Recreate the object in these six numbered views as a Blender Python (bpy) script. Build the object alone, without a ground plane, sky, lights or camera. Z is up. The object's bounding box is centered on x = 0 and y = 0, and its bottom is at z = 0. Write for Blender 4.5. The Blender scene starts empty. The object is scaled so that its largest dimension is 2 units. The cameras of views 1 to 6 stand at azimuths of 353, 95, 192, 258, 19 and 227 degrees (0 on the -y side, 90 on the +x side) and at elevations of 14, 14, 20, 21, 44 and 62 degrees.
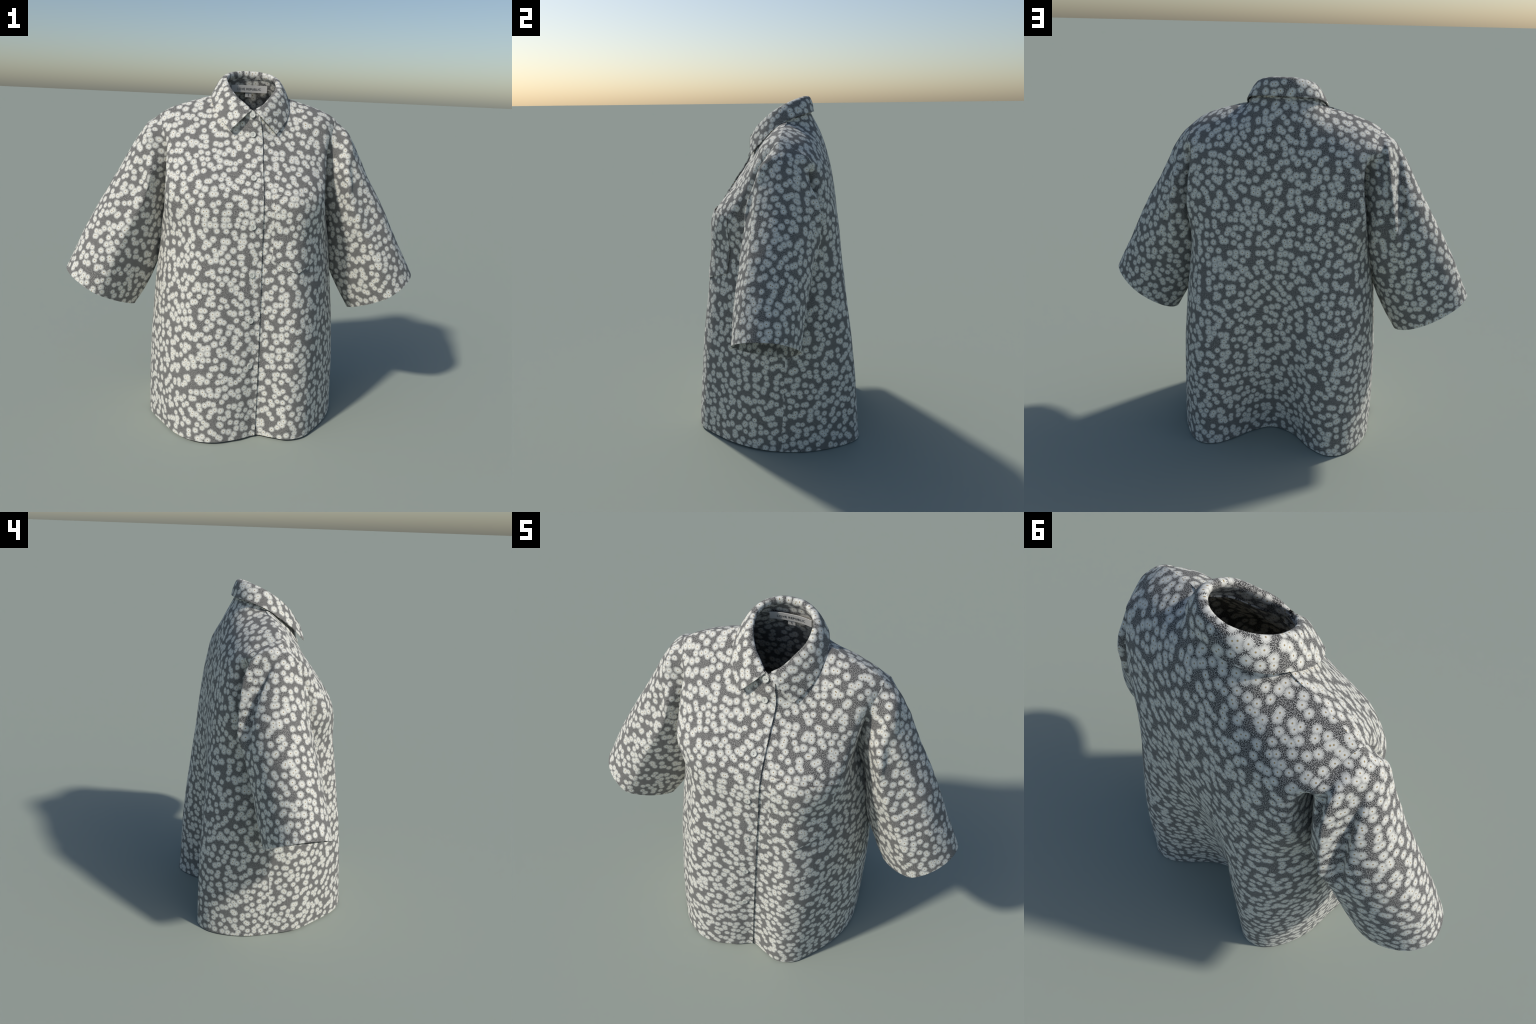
"""Short-sleeved daisy-print shirt standing empty, as if worn: panels, sleeves, collar, pocket, buttons, label."""
import bpy, math
import numpy as np
from mathutils import noise, Vector

# ------------------------------------------------------------------ splines
def tangents(P, k):
    n = len(k)
    d = (P[1:] - P[:-1]) / (k[1:] - k[:-1]).reshape(-1, *([1] * (P.ndim - 1)))
    T = np.empty_like(P)
    T[0], T[-1] = d[0], d[-1]
    for i in range(1, n - 1):
        a, b = k[i] - k[i - 1], k[i + 1] - k[i]
        T[i] = (d[i - 1] * b + d[i] * a) / (a + b)
    return T


def spline(P, k, t):
    """Cubic Hermite curve through the rows of P at the knots k, read at t."""
    P, k, t = np.asarray(P, float), np.asarray(k, float), np.atleast_1d(t)
    T = tangents(P, k)
    i = np.clip(np.searchsorted(k, t, side="right") - 1, 0, len(k) - 2)
    sh = (-1, *([1] * (P.ndim - 1)))
    h = (k[i + 1] - k[i]).reshape(sh)
    s = ((t - k[i]) / (k[i + 1] - k[i])).reshape(sh)
    return ((2 * s**3 - 3 * s**2 + 1) * P[i] + (s**3 - 2 * s**2 + s) * h * T[i]
            + (-2 * s**3 + 3 * s**2) * P[i + 1] + (s**3 - s**2) * h * T[i + 1])


def chord_knots(P):
    return np.concatenate([[0], np.cumsum(np.linalg.norm(np.diff(np.asarray(P, float), axis=0), axis=1))])


def smooth_curve(P, n):
    k = chord_knots(P)
    return spline(P, k, np.linspace(0, k[-1], n))


def sstep(a, b, x):
    t = np.clip((np.asarray(x, float) - a) / (b - a), 0, 1)
    return t * t * (3 - 2 * t)


def bell(x, c, w):
    return np.exp(-(((np.asarray(x, float) - c) / w) ** 2))


# ------------------------------------------------------------------ torso control rings
# Columns run from the left side seam (-x) to the right one (+x): 15 in front, 15 behind.
HEM_F = [(-.530, .06), (-.522, -.10), (-.458, -.235), (-.365, -.385), (-.285, -.448), (-.18, -.474), (-.055, -.446), (.05, -.397),
         (.135, -.430), (.228, -.458), (.315, -.428), (.398, -.336), (.480, -.22), (.536, -.09), (.552, .06)]
HEM_B = [(-.530, .06), (-.528, .20), (-.495, .315), (-.430, .415), (-.335, .452), (-.235, .405), (-.12, .300), (0, .264),
         (.10, .322), (.20, .430), (.285, .492), (.378, .488), (.470, .378), (.535, .22), (.552, .06)]
CHEST_F = [(-.472, .08), (-.468, -.03), (-.435, -.14), (-.350, -.258), (-.295, -.322), (-.18, -.350), (-.06, -.352), (.05, -.345),
           (.14, -.352), (.24, -.350), (.305, -.302), (.37, -.232), (.418, -.14), (.460, -.03), (.490, .10)]
CHEST_B = [(-.472, .08), (-.462, .19), (-.425, .275), (-.36, .335), (-.27, .368), (-.18, .374), (-.09, .368), (0, .364),
           (.09, .368), (.18, .378), (.27, .382), (.36, .362), (.43, .302), (.478, .21), (.492, .10)]
ARMPIT = 1.08


def ring(hem, chest, z, grow):
    t = z / ARMPIT
    R = np.array(hem) * (1 - t) + np.array(chest) * t
    R = R * (1 + grow * math.sin(math.pi * t))
    return np.column_stack([R, np.full(len(R), z)])


def level(xs, ys, zs):
    zs = np.broadcast_to(zs, (15,))
    return np.column_stack([xs, ys, zs])


low_z = [0.003, .25, .55, .85, ARMPIT]
FRONT = [ring(HEM_F, CHEST_F, z, .035) for z in low_z] + [
    level([-.430, -.453, -.425, -.352, -.275, -.18, -.06, .05, .14, .235, .308, .354, .392, .406, .410],
          [.01, -.140, -.210, -.265, -.300, -.318, -.323, -.322, -.328, -.325, -.297, -.262, -.215, -.130, .035], 1.31),
    level([-.435, -.445, -.40, -.335, -.265, -.175, -.06, .05, .14, .23, .300, .352, .396, .418, .420],
          [-.03, -.115, -.160, -.192, -.212, -.228, -.236, -.235, -.228, -.208, -.187, -.162, -.132, -.085, .010], 1.46),
    level([-.465, -.43, -.385, -.325, -.255, -.165, -.055, .05, .13, .22, .29, .345, .395, .423, .445],
          [-.03, -.062, -.083, -.10, -.115, -.134, -.150, -.150, -.128, -.112, -.104, -.094, -.080, -.060, -.03], 1.60),
    level([-.476, -.432, -.377, -.308, -.228, -.17, -.07, .041, .115, .197, .245, .318, .382, .428, .464],
          [.005, -.008, -.016, -.022, -.028, -.075, -.127, -.139, -.110, -.062, -.040, -.040, -.034, -.022, .0],
          [1.652, 1.672, 1.688, 1.702, 1.712, 1.69, 1.662, 1.665, 1.662, 1.69, 1.715, 1.712, 1.70, 1.682, 1.656]),
    level([-.485, -.43, -.365, -.29, -.20, -.172, -.085, .032, .10, .172, .20, .29, .365, .43, .478],
          [.05, .055, .06, .065, .07, -.012, -.097, -.125, -.088, -.01, .07, .065, .06, .055, .05],
          [1.695, 1.728, 1.753, 1.777, 1.80, 1.76, 1.715, 1.718, 1.705, 1.76, 1.80, 1.78, 1.758, 1.733, 1.705])]
BACK = [ring(HEM_B, CHEST_B, z, .035) for z in low_z] + [
    level([-.400, -.447, -.425, -.335, -.25, -.17, -.08, 0, .08, .17, .25, .33, .418, .480, .440],
          [.085, .245, .300, .335, .348, .354, .352, .350, .352, .356, .355, .342, .312, .260, .105], 1.31),
    level([-.390, -.425, -.408, -.33, -.25, -.17, -.085, 0, .085, .17, .25, .33, .410, .468, .435],
          [.130, .248, .289, .312, .323, .329, .332, .332, .332, .329, .325, .316, .295, .256, .140], 1.46),
    level([-.462, -.425, -.380, -.32, -.25, -.17, -.085, 0, .085, .17, .25, .325, .39, .445, .482],
          [.224, .243, .258, .272, .285, .296, .302, .304, .302, .297, .287, .273, .258, .243, .222], 1.60),
    level([-.472, -.43, -.375, -.31, -.235, -.165, -.085, 0, .085, .165, .235, .31, .375, .435, .482],
          [.130, .150, .167, .18, .198, .228, .25, .258, .25, .228, .198, .18, .167, .150, .130],
          [1.665, 1.69, 1.71, 1.725, 1.735, 1.735, 1.735, 1.735, 1.735, 1.735, 1.735, 1.728, 1.713, 1.695, 1.672]),
    level([-.485, -.43, -.365, -.29, -.20, -.165, -.09, 0, .09, .165, .20, .29, .365, .43, .478],
          [.05, .055, .06, .065, .07, .145, .19, .20, .19, .145, .07, .065, .06, .055, .05],
          [1.695, 1.728, 1.753, 1.777, 1.80, 1.828, 1.842, 1.845, 1.842, 1.828, 1.80, 1.78, 1.758, 1.733, 1.705])]
FRONT, BACK = np.array(FRONT), np.array(BACK)
FRONT[0, 1:-1, 2] += .007  # the front hem hangs just clear of the ground
N_LOW = len(low_z)
SHOULDER = [0, 1, 2, 3, 4, 10, 11, 12, 13, 14]


def extend(net, other, across):
    """Adds a phantom column on each side and a phantom row on top, so panels meet smoothly over their seams."""
    R = len(net)
    left, right = 2 * net[:, 0] - net[:, 1], 2 * net[:, -1] - net[:, -2]
    left[:N_LOW], right[:N_LOW] = other[:N_LOW, 1], other[:N_LOW, -2]
    out = np.concatenate([left[:, None], net, right[:, None]], axis=1)
    top = 2 * out[-1] - out[-2]
    for c in SHOULDER:
        top[c + 1] = across[c]
    top[0], top[-1] = 2 * top[1] - top[2], 2 * top[-2] - top[-3]
    return np.concatenate([out, top[None]])


NETS = {"front": extend(FRONT, BACK, BACK[-2]), "back": extend(BACK, FRONT, FRONT[-2])}
ROWK = {"front": np.array([*low_z, 1.31, 1.46, 1.60, 1.69, 1.78, 1.88]), "back": np.array([*low_z, 1.31, 1.46, 1.60, 1.73, 1.83, 2.0])}


def column_knots(net):
    k = np.mean([chord_knots(row) for row in net[:-1]], axis=0)
    return (k - k[1]) / (k[-2] - k[1])


COLK = {s: column_knots(n) for s, n in NETS.items()}


def torso(side, u, v):
    """Grid of surface points: u across (0 left seam, 1 right seam), v upward (0 hem, 1 shoulder or neck)."""
    k = ROWK[side]
    rows = spline(NETS[side], k, k[0] + np.asarray(v) * (k[-2] - k[0]))
    return spline(rows.transpose(1, 0, 2), COLK[side], u).transpose(1, 0, 2)


# ------------------------------------------------------------------ grids and meshes
def grid_normals(G, closed=False):
    du = np.gradient(G, axis=1)
    if closed:
        du[:, 0] = du[:, -1] = G[:, 1] - G[:, -2]
    n = np.cross(du, np.gradient(G, axis=0))
    return n / np.maximum(np.linalg.norm(n, axis=2, keepdims=True), 1e-9)


def rumple(G, seed, scale, stretch=(1, 1, 1)):
    out = np.empty(G.shape[:2])
    for i in range(G.shape[0]):
        for j in range(G.shape[1]):
            p = G[i, j] * scale * np.array(stretch)
            out[i, j] = noise.noise(Vector(p) + Vector((seed * 7.3, seed * 3.1, seed)))
    return out


def arclength(G, axis):
    d = np.linalg.norm(np.diff(G, axis=axis), axis=2)
    pad = np.zeros_like(np.take(d, [0], axis=axis))
    return np.concatenate([pad, np.cumsum(d, axis=axis)], axis=axis)


def cloth_coords(G, centre=0, base=0, rows=22, cols=22, rounds=60):
    """Lays a curved piece of cloth flat, in metres, as a pattern cutter would: starts from lengths along rows and
    columns, then relaxes a coarse net so that every little triangle keeps its true shape (as rigid as possible)."""
    R, C = G.shape[:2]
    s, t = arclength(G, 1), arclength(G, 0)
    s, t = s - s[:, [centre]], t - t[[base]]
    ri = np.unique(np.round(np.linspace(0, R - 1, min(rows, R))).astype(int))
    ci = np.unique(np.round(np.linspace(0, C - 1, min(cols, C))).astype(int))
    P = G[np.ix_(ri, ci)].reshape(-1, 3)
    U = np.column_stack([s[np.ix_(ri, ci)].ravel(), t[np.ix_(ri, ci)].ravel()])
    idx = np.arange(len(P)).reshape(len(ri), len(ci))
    a, b, c, d = idx[:-1, :-1].ravel(), idx[:-1, 1:].ravel(), idx[1:, 1:].ravel(), idx[1:, :-1].ravel()
    tri = np.concatenate([np.column_stack([a, b, c]), np.column_stack([a, c, d]), np.column_stack([a, b, d]), np.column_stack([b, c, d])])
    e1, e2 = P[tri[:, 1]] - P[tri[:, 0]], P[tri[:, 2]] - P[tri[:, 0]]
    L = np.maximum(np.linalg.norm(e1, axis=1), 1e-7)
    x2 = (e1 * e2).sum(1) / L
    y2 = np.sqrt(np.maximum((e2 * e2).sum(1) - x2**2, 1e-12))
    flat = np.stack([np.zeros((len(L), 2)), np.column_stack([L, 0 * L]), np.column_stack([x2, y2])], axis=1)
    n = len(P)
    A = np.zeros((n, n))
    W = []
    for k in range(3):
        i, j, o = k, (k + 1) % 3, (k + 2) % 3
        p, q = flat[:, i] - flat[:, o], flat[:, j] - flat[:, o]
        w = np.clip((p * q).sum(1) / np.maximum(np.abs(p[:, 0] * q[:, 1] - p[:, 1] * q[:, 0]), 1e-9), .02, 20)
        W.append(w)
        vi, vj = tri[:, i], tri[:, j]
        for r, cc, sg in ((vi, vi, 1), (vj, vj, 1), (vi, vj, -1), (vj, vi, -1)):
            np.add.at(A, (r, cc), sg * w)
    A += np.eye(n) * 1e-6
    inv = np.linalg.inv(A)
    U0 = U.mean(0)
    for _ in range(rounds):
        M = np.zeros((len(tri), 2, 2))
        for k in range(3):
            i, j = k, (k + 1) % 3
            M += W[k][:, None, None] * np.einsum("ni,nj->nij", U[tri[:, i]] - U[tri[:, j]], flat[:, i] - flat[:, j])
        th = np.arctan2(M[:, 1, 0] - M[:, 0, 1], M[:, 0, 0] + M[:, 1, 1])
        Rm = np.stack([np.stack([np.cos(th), -np.sin(th)], 1), np.stack([np.sin(th), np.cos(th)], 1)], 1)
        B = np.zeros((n, 2))
        for k in range(3):
            i, j = k, (k + 1) % 3
            g = W[k][:, None] * np.einsum("nij,nj->ni", Rm, flat[:, i] - flat[:, j])
            np.add.at(B, tri[:, i], g)
            np.add.at(B, tri[:, j], -g)
        U = inv @ B
    U = (U - U.mean(0) + U0).reshape(len(ri), len(ci), 2)
    full = spline(spline(U, ri, np.arange(R)).transpose(1, 0, 2), ci, np.arange(C)).transpose(1, 0, 2)
    return full[..., 0], full[..., 1]


def grid_mesh(name, G, S, T, offset, material, thick=.006, flip=False, rims="tblr", closed=False):
    """Double-faced cloth: the given face, a second one thick metres behind it, and turned edges on the listed borders
    (t top, b bottom, l left, r right). Borders that are sewn to a neighbour get no edge of their own."""
    R, C = G.shape[:2]
    inner = G - grid_normals(G, closed) * (-thick if flip else thick)
    V = np.concatenate([G.reshape(-1, 3), inner.reshape(-1, 3)])
    idx = np.arange(R * C).reshape(R, C)
    face = np.stack([idx[:-1, :-1], idx[:-1, 1:], idx[1:, 1:], idx[1:, :-1]], axis=-1).reshape(-1, 4)
    q = [face, face[:, ::-1] + R * C]
    for key, line in (("b", idx[0]), ("t", idx[-1][::-1]), ("l", idx[::-1, 0]), ("r", idx[:, -1])):
        if key in rims:
            q.append(np.column_stack([line[1:], line[:-1], line[:-1] + R * C, line[1:] + R * C]))
    q = np.concatenate(q)
    if flip:
        q = q[:, ::-1]
    me = bpy.data.meshes.new(name)
    me.from_pydata(V.tolist(), [], q.tolist())
    uv = me.uv_layers.new(name="cloth")
    flat = np.column_stack([S.ravel() + offset[0], T.ravel() + offset[1]])
    uv.data.foreach_set("uv", flat[q.ravel() % (R * C)].ravel())
    me.materials.append(material)
    smooth = np.ones(len(q), bool)
    smooth[2 * len(face):] = False
    me.polygons.foreach_set("use_smooth", smooth)
    # keep the cloth faces' shading from rolling over the cut edges
    me.update()
    normals = np.concatenate([grid_normals(G, closed), -grid_normals(G, closed)]).reshape(-1, 3) * (-1 if flip else 1)
    loop_n = normals[q.ravel()].reshape(-1, 4, 3)
    edge_n = np.cross(V[q[:, 2]] - V[q[:, 0]], V[q[:, 3]] - V[q[:, 1]])
    edge_n /= np.maximum(np.linalg.norm(edge_n, axis=1, keepdims=True), 1e-9)
    loop_n[2 * len(face):] = edge_n[2 * len(face):, None]
    me.normals_split_custom_set(loop_n.reshape(-1, 3).tolist())
    ob = bpy.data.objects.new(name, me)
    bpy.context.collection.objects.link(ob)
    return ob


# ------------------------------------------------------------------ materials
class Nodes:
    def __init__(self, name):
        self.mat = bpy.data.materials.new(name)
        self.mat.use_nodes = True
        self.t = self.mat.node_tree
        self.bsdf = self.t.nodes["Principled BSDF"]

    def put(self, sock, val):
        if isinstance(val, bpy.types.NodeSocket):
            self.t.links.new(val, sock)
        else:
            sock.default_value = val

    def node(self, kind, inputs=None, **props):
        n = self.t.nodes.new(kind)
        for k, v in props.items():
            setattr(n, k, v)
        for k, v in (inputs or {}).items():
            self.put(n.inputs[k], v)
        return n

    def math(self, op, a, b=0.0, c=0.0, clamp=False):
        n = self.node("ShaderNodeMath", operation=op, use_clamp=clamp)
        for s, v in zip(n.inputs, (a, b, c)):
            self.put(s, v)
        return n.outputs[0]

    def vmath(self, op, a, b):
        n = self.node("ShaderNodeVectorMath", operation=op)
        self.put(n.inputs[0], a)
        self.put(n.inputs[1], b)
        return n.outputs["Value"] if op in ("LENGTH", "DISTANCE", "DOT_PRODUCT") else n.outputs[0]

    def mix(self, f, a, b):
        n = self.node("ShaderNodeMix", data_type="RGBA")
        self.put(n.inputs[0], f)
        self.put(n.inputs[6], a)
        self.put(n.inputs[7], b)
        return n.outputs[2]

    def range(self, x, a, b, c=0.0, d=1.0, smooth=True):
        n = self.node("ShaderNodeMapRange", interpolation_type="SMOOTHSTEP" if smooth else "LINEAR")
        for s, v in zip(n.inputs, (x, a, b, c, d)):
            self.put(s, v)
        return n.outputs[0]


def daisy_cloth():
    m = Nodes("daisy_print_cotton")
    uv = m.node("ShaderNodeTexCoord").outputs["UV"]
    vor = m.node("ShaderNodeTexVoronoi", {"Vector": uv, "Scale": 26.6, "Randomness": .95}, voronoi_dimensions="2D", feature="F1")
    to = m.vmath("SUBTRACT", uv, vor.outputs["Position"])
    sep = m.node("ShaderNodeSeparateXYZ", {0: to})
    dist = m.vmath("LENGTH", to, (0, 0, 0))
    cell = m.node("ShaderNodeSeparateColor", {0: vor.outputs["Color"]})
    ang = m.math("ARCTAN2", sep.outputs[1], sep.outputs[0])
    # many thin pointed petals, uneven in length
    ray = m.math("MULTIPLY_ADD", ang, 27 / (2 * math.pi), m.math("MULTIPLY", cell.outputs[0], 9.0))
    tri = m.math("MULTIPLY", m.math("ABSOLUTE", m.math("SUBTRACT", m.math("FRACT", ray), .5)), 2.0)
    length = m.node("ShaderNodeTexWhiteNoise", {"Vector": m.node("ShaderNodeCombineXYZ", {0: m.math("FLOOR", ray), 1: cell.outputs[1]}).outputs[0]}, noise_dimensions="2D").outputs["Value"]
    size = m.math("MULTIPLY_ADD", cell.outputs[2], .0052, .0160)
    reach = m.math("MULTIPLY", size, m.math("MULTIPLY_ADD", length, .16, .90))
    edge = m.math("MULTIPLY", reach, m.math("SUBTRACT", 1.0, m.math("MULTIPLY", m.math("POWER", tri, 1.8), .62)))
    petal = m.range(m.math("SUBTRACT", edge, dist), -.0007, .0007)
    # faint shading between petals, brown eye
    vein = m.math("MULTIPLY", m.math("MULTIPLY", tri, tri), m.range(dist, .002, .013))
    eye = m.range(dist, .0021, .0032, 1.0, 0.0)
    white = m.mix(m.math("MULTIPLY", vein, .30), (.745, .735, .67, 1), (.42, .42, .40, 1))
    ring_dim = m.range(dist, .0025, .0055, .22, 0.0)
    white = m.mix(ring_dim, white, (.36, .33, .27, 1))
    # ground: speckle of near black and grey, as a woven melange
    sp = m.node("ShaderNodeTexNoise", {"Vector": uv, "Scale": 310.0, "Detail": 2.0, "Roughness": .65}, noise_dimensions="2D").outputs[0]
    ground = m.mix(m.range(sp, .43, .62), (.020, .020, .020, 1), (.42, .41, .385, 1))
    col = m.mix(petal, ground, white)
    col = m.mix(eye, col, (.35, .26, .12, 1))
    m.put(m.bsdf.inputs["Base Color"], col)
    m.bsdf.inputs["Roughness"].default_value = .88
    m.bsdf.inputs["Specular IOR Level"].default_value = .25
    m.bsdf.inputs["Sheen Weight"].default_value = .05
    crinkle = m.node("ShaderNodeTexNoise", {"Vector": uv, "Scale": 70.0, "Detail": 4.0, "Distortion": .6}, noise_dimensions="2D").outputs[0]
    bump = m.node("ShaderNodeBump", {"Strength": .22, "Distance": .004, "Height": crinkle})
    m.put(m.bsdf.inputs["Normal"], bump.outputs[0])
    return m.mat


def plain(name, colour, rough, grain=0.0, scale=200, spec=.4):
    m = Nodes(name)
    obj = m.node("ShaderNodeTexCoord").outputs["Object"]
    n = m.node("ShaderNodeTexNoise", {"Vector": obj, "Scale": scale, "Detail": 3.0}).outputs[0]
    dark = tuple(c * (1 - grain) for c in colour)
    m.put(m.bsdf.inputs["Base Color"], m.mix(n, (*dark, 1), (*colour, 1)))
    m.bsdf.inputs["Roughness"].default_value = rough
    m.bsdf.inputs["Specular IOR Level"].default_value = spec
    return m.mat


CLOTH = daisy_cloth()
SHELL = plain("button_shell", (.68, .68, .61), .38, .12, 60, .4)
THREAD = plain("thread", (.06, .06, .06), .8, .3)
SATIN = plain("label_satin", (.58, .57, .54), .55, .12, 400)
INK = plain("label_ink", (.10, .10, .10), .7, .2)

# ------------------------------------------------------------------ the shirt
shirt = bpy.data.objects.new("button_up_shirt", None)
bpy.context.collection.objects.link(shirt)
shirt["label"] = "short-sleeved collared shirt printed with white daisies on charcoal"
shirt["category"] = "shirt"


def attach(ob, parent=None):
    ob.parent = parent or shirt
    return ob


def dress(G, mask, seed, amount=.006):
    """Loose, mostly vertical drape lines, fading out at the seams given by mask."""
    n = grid_normals(G)
    d = amount * rumple(G, seed, 4.5, (1, 1, .45)) + amount * .35 * rumple(G, seed + 3, 13, (1, 1, .5))
    return G + n * (d * mask)[..., None]


def fade(u, w=.06):
    return sstep(0, w, u) * sstep(0, w, 1 - u)


# front panels: the one at -x laps over the other with a free edge
v = np.linspace(0, 1, 230)
PLACKET = COLK["front"][1 + 7]


def front_surface(u, v):
    G = torso("front", u, v)
    mask = np.outer(fade(v, .05), fade(u, .07))
    return dress(G, mask, 2)


u_over = np.linspace(0, PLACKET, 120)
G = front_surface(u_over, v)
lap = sstep(PLACKET - .11, PLACKET - .03, u_over)
n = grid_normals(G)
G_over = G + n * (lap * .009)[None, :, None]
S, T = cloth_coords(G_over, -1)
attach(grid_mesh("front_panel", G_over, S, T, (3.0, 0), CLOTH, rims="btr"))
u_under = np.linspace(PLACKET - .085, 1, 120)
G_under = front_surface(u_under, v)
S, T = cloth_coords(G_under, 0)
attach(grid_mesh("front_panel", G_under, S, T, (7.02, .11), CLOTH, rims="btl"))

u_all = np.linspace(0, 1, 200)
G_back = dress(torso("back", u_all, v), np.outer(fade(v, .05), fade(u_all, .07)), 5)
S, T = cloth_coords(G_back, 100)
attach(grid_mesh("back_panel", G_back, S, T, (11.3, .4), CLOTH, flip=True, rims="b"))

# ------------------------------------------------------------------ sleeves
ARM_V = {s: np.linspace((ARMPIT - ROWK[s][0]) / (ROWK[s][-2] - ROWK[s][0]), 1, 160) for s in ("front", "back")}


def armhole(side, n, inset=0.0):
    u = inset if side < 0 else 1.0 - inset
    f = torso("front", np.array([u]), ARM_V["front"])[:, 0]
    b = torso("back", np.array([u]), ARM_V["back"])[:, 0]
    loop = np.concatenate([f, b[::-1][1:]])
    k = chord_knots(loop)
    half = k[len(f) - 1]
    t = np.concatenate([np.linspace(0, half, n // 2 + 1), np.linspace(half, k[-1], n // 2 + 1)[1:]])
    return np.stack([np.interp(t, k, loop[:, i]) for i in range(3)], axis=1)


def power(c, e):
    return np.sign(c) * np.abs(c) ** e


def sleeve_ring(inner, front, outer, back, n, e, back_flat):
    """Rounded-box ring through four points: starts below, goes up the front, over the top and down behind."""
    a = np.linspace(0, 2 * math.pi, n + 1)
    inner, front, outer, back = (np.array(p, float) for p in (inner, front, outer, back))
    ee = np.where(a < math.pi / 2, 1.5, np.where(a < math.pi, e, np.where(a < math.pi * 1.5, 1 + (e - 1) * back_flat, 1.0)))
    c, s = power(-np.cos(a), ee), power(np.sin(a), ee)
    mid = (inner + outer) / 2
    half = (outer - inner) / 2
    fb = np.where(s[:, None] > 0, front - mid, back - mid)
    return mid + c[:, None] * half + np.abs(s)[:, None] * fb


SLEEVES = {
    -1: [((-.455, .065, 1.02), (-.512, -.082, 1.40), (-.540, .060, 1.645), (-.500, .232, 1.42)),
         ((-.470, .06, .955), (-.560, -.105, 1.25), (-.592, .070, 1.586), (-.570, .246, 1.27)),
         ((-.510, .05, .830), (-.655, -.130, 1.07), (-.738, .068, 1.345), (-.655, .238, 1.12)),
         ((-.560, .04, .725), (-.735, -.152, .895), (-.868, .050, 1.110), (-.735, .205, .92)),
         ((-.624, .03, .621), (-.815, -.172, .737), (-.998, .024, .838), (-.812, .172, .715))],
    1: [((.474, .085, .99), (.515, -.090, 1.40), (.536, .062, 1.650), (.520, .228, 1.42)),
        ((.480, .08, .955), (.565, -.118, 1.25), (.588, .070, 1.590), (.580, .250, 1.30)),
        ((.515, .07, .830), (.650, -.138, 1.07), (.718, .065, 1.355), (.655, .230, 1.12)),
        ((.565, .06, .725), (.735, -.158, .895), (.852, .050, 1.115), (.735, .205, .92)),
        ((.634, .04, .603), (.815, -.168, .725), (1.000, .035, .826), (.815, .180, .710))]}
N_RING, N_LEN = 160, 150
for side in (-1, 1):
    rings = [armhole(side, N_RING)] + [sleeve_ring(*r, N_RING, e, 1.7 if side > 0 else .45) for r, e in zip(SLEEVES[side], (1.25, 1.28, 1.25, 1.14, 1.1))]
    # the first, unseen ring lies on the torso, so the sleeve leaves the shoulder without a break
    on_torso = armhole(side, N_RING, .045)
    w = sstep(1.50, 1.58, rings[0][:, 2])[:, None]
    rings = np.array([rings[0] + (rings[0] - rings[1]) * .3 * (1 - w) + (on_torso - rings[0]) * w] + rings)
    k = np.array([-.08, 0, .09, .22, .48, .74, 1.0])
    t = np.linspace(0, 1, N_LEN)
    G = spline(rings, k, t)
    n = grid_normals(G, True)
    if side > 0:
        n = -n
    phi = np.linspace(0, 1, N_RING + 1)
    drop = sstep(.0, .12, t) * (1 - sstep(.35, 1.0, t))
    folds = (.007 * bell(phi, .27, .04) - .008 * bell(phi, .33, .04) + .008 * bell(phi, .38, .03))
    d = np.outer(drop, folds)
    wob = .007 * rumple(G, 9 + side, 5.0, (1, 1, .5)) + .003 * rumple(G, 14 + side, 14.0)
    wob[:, -1] = wob[:, 0]
    d = d + wob * np.outer(sstep(0, .1, t) * (.35 + .65 * (1 - sstep(.8, 1, t))), fade(phi, .05) * .999)
    G = G + n * d[..., None]
    # drape ridges hanging from the back of the shoulder
    ridges = {-1: [((-.455, 1.66), (-.500, 1.42), .012, .016), ((-.520, 1.67), (-.606, 1.18), .040, .020), ((-.58, 1.30), (-.66, .98), .008, .03)],
              1: [((.545, 1.60), (.572, 1.10), .020, .020), ((.49, 1.62), (.50, 1.45), .010, .02)]}[side]
    for (x1, z1), (x2, z2), amp, w in ridges:
        f = (z1 - G[..., 2]) / (z1 - z2)
        lx = x1 + (x2 - x1) * f
        hang = sstep(0, .08, t)[:, None] * sstep(-.05, .18, f) * (1 - sstep(.70, 1.15, f)) * sstep(.0, .10, G[..., 1])
        G[..., 1] += hang * amp * (bell(G[..., 0], lx, w) - .8 * bell(G[..., 0], lx + side * w * 2, w))
    S, T = cloth_coords(G, N_RING // 2, cols=30)
    attach(grid_mesh("sleeve", G, S, -T, (20.2 + side * 4, 3.3), CLOTH, flip=side > 0, rims="t", closed=True))

# ------------------------------------------------------------------ collar
FOLD = np.array([(-.011, -.131, 1.737), (-.050, -.101, 1.768), (-.090, -.066, 1.802), (-.123, -.012, 1.848), (-.138, .060, 1.893), (-.112, .124, 1.921), (-.058, .165, 1.934),
                 (0, .176, 1.936), (.058, .165, 1.934), (.114, .124, 1.921), (.142, .065, 1.895), (.138, -.006, 1.853), (.102, -.058, 1.808), (.056, -.105, 1.763), (.005, -.129, 1.735)])
EDGE = np.array([(-.117, -.166, 1.630), (-.152, -.122, 1.668), (-.183, -.075, 1.710), (-.205, -.005, 1.759), (-.205, .070, 1.806), (-.172, .155, 1.840), (-.09, .204, 1.851),
                 (0, .214, 1.853), (.09, .204, 1.851), (.172, .155, 1.838), (.206, .070, 1.804), (.206, -.005, 1.754), (.188, -.062, 1.697), (.160, -.100, 1.657), (.126, -.132, 1.619)])
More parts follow.
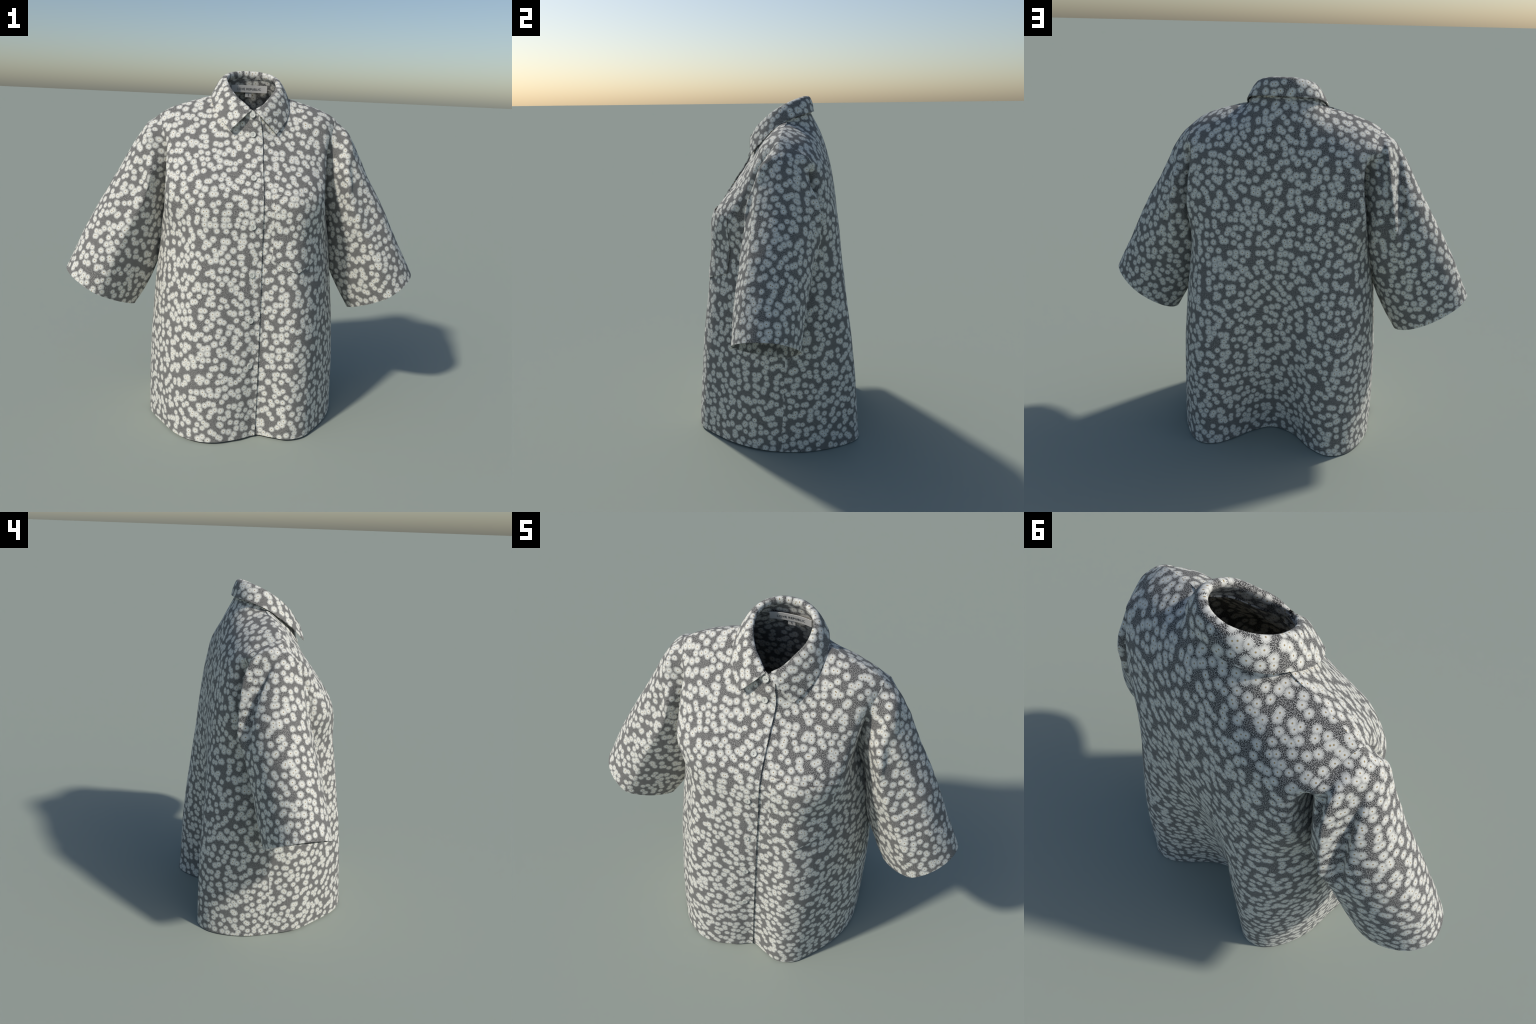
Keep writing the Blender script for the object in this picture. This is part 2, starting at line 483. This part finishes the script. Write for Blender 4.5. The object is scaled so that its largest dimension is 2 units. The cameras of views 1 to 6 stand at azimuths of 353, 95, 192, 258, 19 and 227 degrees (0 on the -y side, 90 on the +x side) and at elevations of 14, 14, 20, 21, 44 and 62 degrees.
NECK = np.array([(-.050, -.128, 1.665), (-.085, -.095, 1.70), (-.14, -.050, 1.735), (-.172, -.012, 1.760), (-.195, .070, 1.80), (-.16, .145, 1.828), (-.085, .190, 1.842),
                 (0, .20, 1.845), (.085, .190, 1.842), (.16, .145, 1.828), (.195, .070, 1.80), (.172, -.010, 1.76), (.14, -.046, 1.732), (.10, -.088, 1.70), (.06, -.115, 1.672)])
tk = np.arange(15) / 14.0
t = np.linspace(0, 1, 180)
fold, edge, neck = spline(FOLD, tk, t), spline(EDGE, tk, t), spline(NECK, tk, t)
axis_in = np.array([0, .05, 1.80]) - fold
axis_in[:, 2] = 0
axis_in /= np.linalg.norm(axis_in, axis=1, keepdims=True)
up = np.array([0, 0, 1.0])
ends = np.minimum(t, 1 - t)
roll = sstep(0, .10, ends)[:, None]
seam = fold + (neck - fold) * (.33 * roll + .05) + axis_in * (.006 * roll)
lip = fold + axis_in * (.006 * roll) - up * (.014 * roll)
crest_in = fold + axis_in * (.004 * roll) - up * .001
crest_out = fold - axis_in * (.011 * roll) - up * .003
shoulder_of_fall = fold * .78 + edge * .22 - axis_in * .013
outer = fold * .45 + edge * .55 - axis_in * .010
stack = np.array([seam, lip, crest_in, crest_out, shoulder_of_fall, outer, edge])
G = spline(stack, [0, .20, .30, .40, .54, .76, 1.0], np.linspace(0, 1, 60))
COLLAR_FLIP = True
S, T = cloth_coords(G, 90, 20, rows=16, cols=36)
attach(grid_mesh("collar", G, S, -T, (31.4, 1.2), CLOTH, thick=.005, flip=COLLAR_FLIP))

# stand: from the neck seam up to just under the fold; its front end laps over and carries the top button
top_line = np.concatenate([[(.036, -.128, 1.715), (.002, -.130, 1.733)], FOLD[1:] + np.array([0, 0, -.012])])
top_line[2:, :2] *= .95
neck_line = np.concatenate([[(.040, -.122, 1.664), (-.03, -.122, 1.664)], NECK[1:]])
sk = np.arange(16) / 15.0
hi, lo = spline(top_line, sk, t), spline(neck_line, sk, t)
G = spline(np.array([lo, lo * .5 + hi * .5, hi]), [0, .5, 1], np.linspace(0, 1, 24))
S, T = cloth_coords(G, 90, cols=34, rows=8)
attach(grid_mesh("collar_stand", G, S, T, (36.1, 5.0), CLOTH, thick=.005))


# ------------------------------------------------------------------ finding a place on the front
def on_front(x, z, lift=0.0):
    """Point of the front surface over given x and z arrays, and its normal, by Newton steps in u and v."""
    x, z = np.broadcast_arrays(np.asarray(x, float), np.asarray(z, float))
    fu, fv = np.linspace(0, 1, 161), np.linspace(0, .93, 181)
    if not hasattr(on_front, "grid"):
        on_front.grid = front_surface(fu, fv)[:, :156]
        on_front.n = grid_normals(on_front.grid)
    Gf = on_front.grid
    flat = Gf.reshape(-1, 3)
    P, Nn = np.empty((*x.shape, 3)), np.empty((*x.shape, 3))
    for i in np.ndindex(x.shape):
        d = (flat[:, 0] - x[i]) ** 2 + (flat[:, 2] - z[i]) ** 2
        near = np.argsort(d)[:9]
        A = np.column_stack([flat[near, 0] - x[i], flat[near, 2] - z[i], np.ones(9)])
        c = np.linalg.lstsq(A, flat[near, 1], rcond=None)[0]
        P[i] = (x[i], c[2], z[i])
        nn = np.array([c[0], -1.0, c[1]])
        Nn[i] = nn / np.linalg.norm(nn)
    return P + Nn * lift, Nn


# chest pocket with a pointed bottom
pw, ph = np.linspace(0, 1, 34), np.linspace(0, 1, 44)
PX, PH = np.meshgrid(pw, ph)
right_x = .380 - .012 * (1 - PH)
X = .108 + (right_x - .108) * PX
low = .985 - .065 * (1 - np.abs(PX - .5) * 2) + .0 * PX
Z = low + (1.325 - .02 * PX - low) * PH
P, Nn = on_front(X, Z)
G = P + Nn * (.0055 + .006 * (PH ** 8) * np.sin(math.pi * np.clip(PX, 0, 1)) + .002 * fade(PX, .15) * fade(PH, .1))[..., None]
S, T = cloth_coords(G)
attach(grid_mesh("pocket", G, S, T, (41.7, .9), CLOTH, thick=.003))


# ------------------------------------------------------------------ buttons
def lathe(name, profile, seg, material):
    vs, fs = [], []
    for r, h in profile:
        for a in range(seg):
            ang = 2 * math.pi * a / seg
            vs.append((r * math.cos(ang), r * math.sin(ang), h))
    for i in range(len(profile) - 1):
        for a in range(seg):
            b = (a + 1) % seg
            fs.append((i * seg + a, i * seg + b, (i + 1) * seg + b, (i + 1) * seg + a))
    fs.append(tuple(range(seg))[::-1])
    fs.append(tuple((len(profile) - 1) * seg + a for a in range(seg)))
    me = bpy.data.meshes.new(name)
    me.from_pydata(vs, [], fs)
    me.polygons.foreach_set("use_smooth", [True] * len(me.polygons))
    me.materials.append(material)
    return me


disc = lathe("button", [(.010, 0), (.0135, .001), (.0152, .0030), (.0152, .0048), (.0140, .0060), (.0122, .0060), (.0104, .0050), (.006, .0050), (.001, .0050)], 40, SHELL)
hole = lathe("button_hole", [(.0019, 0), (.0019, .0006), (.0012, .0009)], 14, THREAD)
BUTTONS = [(-.004, 1.710), (.001, 1.609), (0, 1.394), (-.001, 1.161), (-.001, .911), (0, .668), (.001, .420)]
for i, (bx, bz) in enumerate(BUTTONS):
    if i == 0:
        p, nn = np.array([bx, -.139, bz]), np.array([0, -.93, .36])
        nn = nn / np.linalg.norm(nn)
    else:
        p, nn = on_front(np.array([bx]), np.array([bz]), .0095)
        p, nn = p[0], nn[0]
    b = attach(bpy.data.objects.new("button", disc))
    bpy.context.collection.objects.link(b)
    b.location = p
    q = Vector(nn).to_track_quat("Z", "Y")
    b.rotation_mode = "QUATERNION"
    b.rotation_quaternion = q
    for s in (-1, 1):
        h = attach(bpy.data.objects.new("button_hole", hole), b)
        bpy.context.collection.objects.link(h)
        h.location = (s * .0038, 0, .0050) if i == 0 else (0, s * .0038, .0050)

# ------------------------------------------------------------------ neck label
lx, lz = np.meshgrid(np.linspace(-.098, .102, 40), np.linspace(0, 1, 10))


def label_y(x, z):
    return .1665 - 4.2 * np.abs(x) ** 2.4 + .25 * (1.845 - z) + 0 * x


Z = 1.826 + .038 * lz
G = np.stack([lx, label_y(lx, Z), Z], axis=2)
S, T = cloth_coords(G)
neck_label = attach(grid_mesh("neck_label", G, S, T, (0, 0), SATIN, thick=.003))
tx, tz = np.meshgrid(np.linspace(-.017, .018, 6), np.linspace(0, 1, 6))
Z = 1.800 + .028 * tz
G = np.stack([tx, label_y(tx, Z) + .004, Z], axis=2)
S, T = cloth_coords(G)
size_tab = attach(grid_mesh("size_tab", G, S, T, (0, 0), SATIN, thick=.002))


def lettering(text, size, cx, cz, lift, parent, spacing=1.0):
    cu = bpy.data.curves.new("lettering", "FONT")
    cu.body, cu.size, cu.align_x, cu.align_y = text, size, "CENTER", "CENTER"
    cu.space_character = spacing
    cu.extrude = .0004
    tmp = bpy.data.objects.new("lettering", cu)
    bpy.context.collection.objects.link(tmp)
    me = bpy.data.meshes.new_from_object(tmp.evaluated_get(bpy.context.evaluated_depsgraph_get()))
    bpy.data.objects.remove(tmp)
    for w in me.vertices:
        x, z, h = cx + w.co.x, cz + w.co.y, w.co.z
        w.co = (x, float(label_y(x, z)) - lift - h, z)
    me.materials.clear()
    me.materials.append(INK)
    me.name = "lettering"
    ob = attach(bpy.data.objects.new("lettering", me), parent)
    bpy.context.collection.objects.link(ob)


lettering("LOVE REPUBLIC", .0165, .001, 1.8445, .0012, neck_label, 1.18)
lettering("S", .016, .0005, 1.8125, -.0025, size_tab)
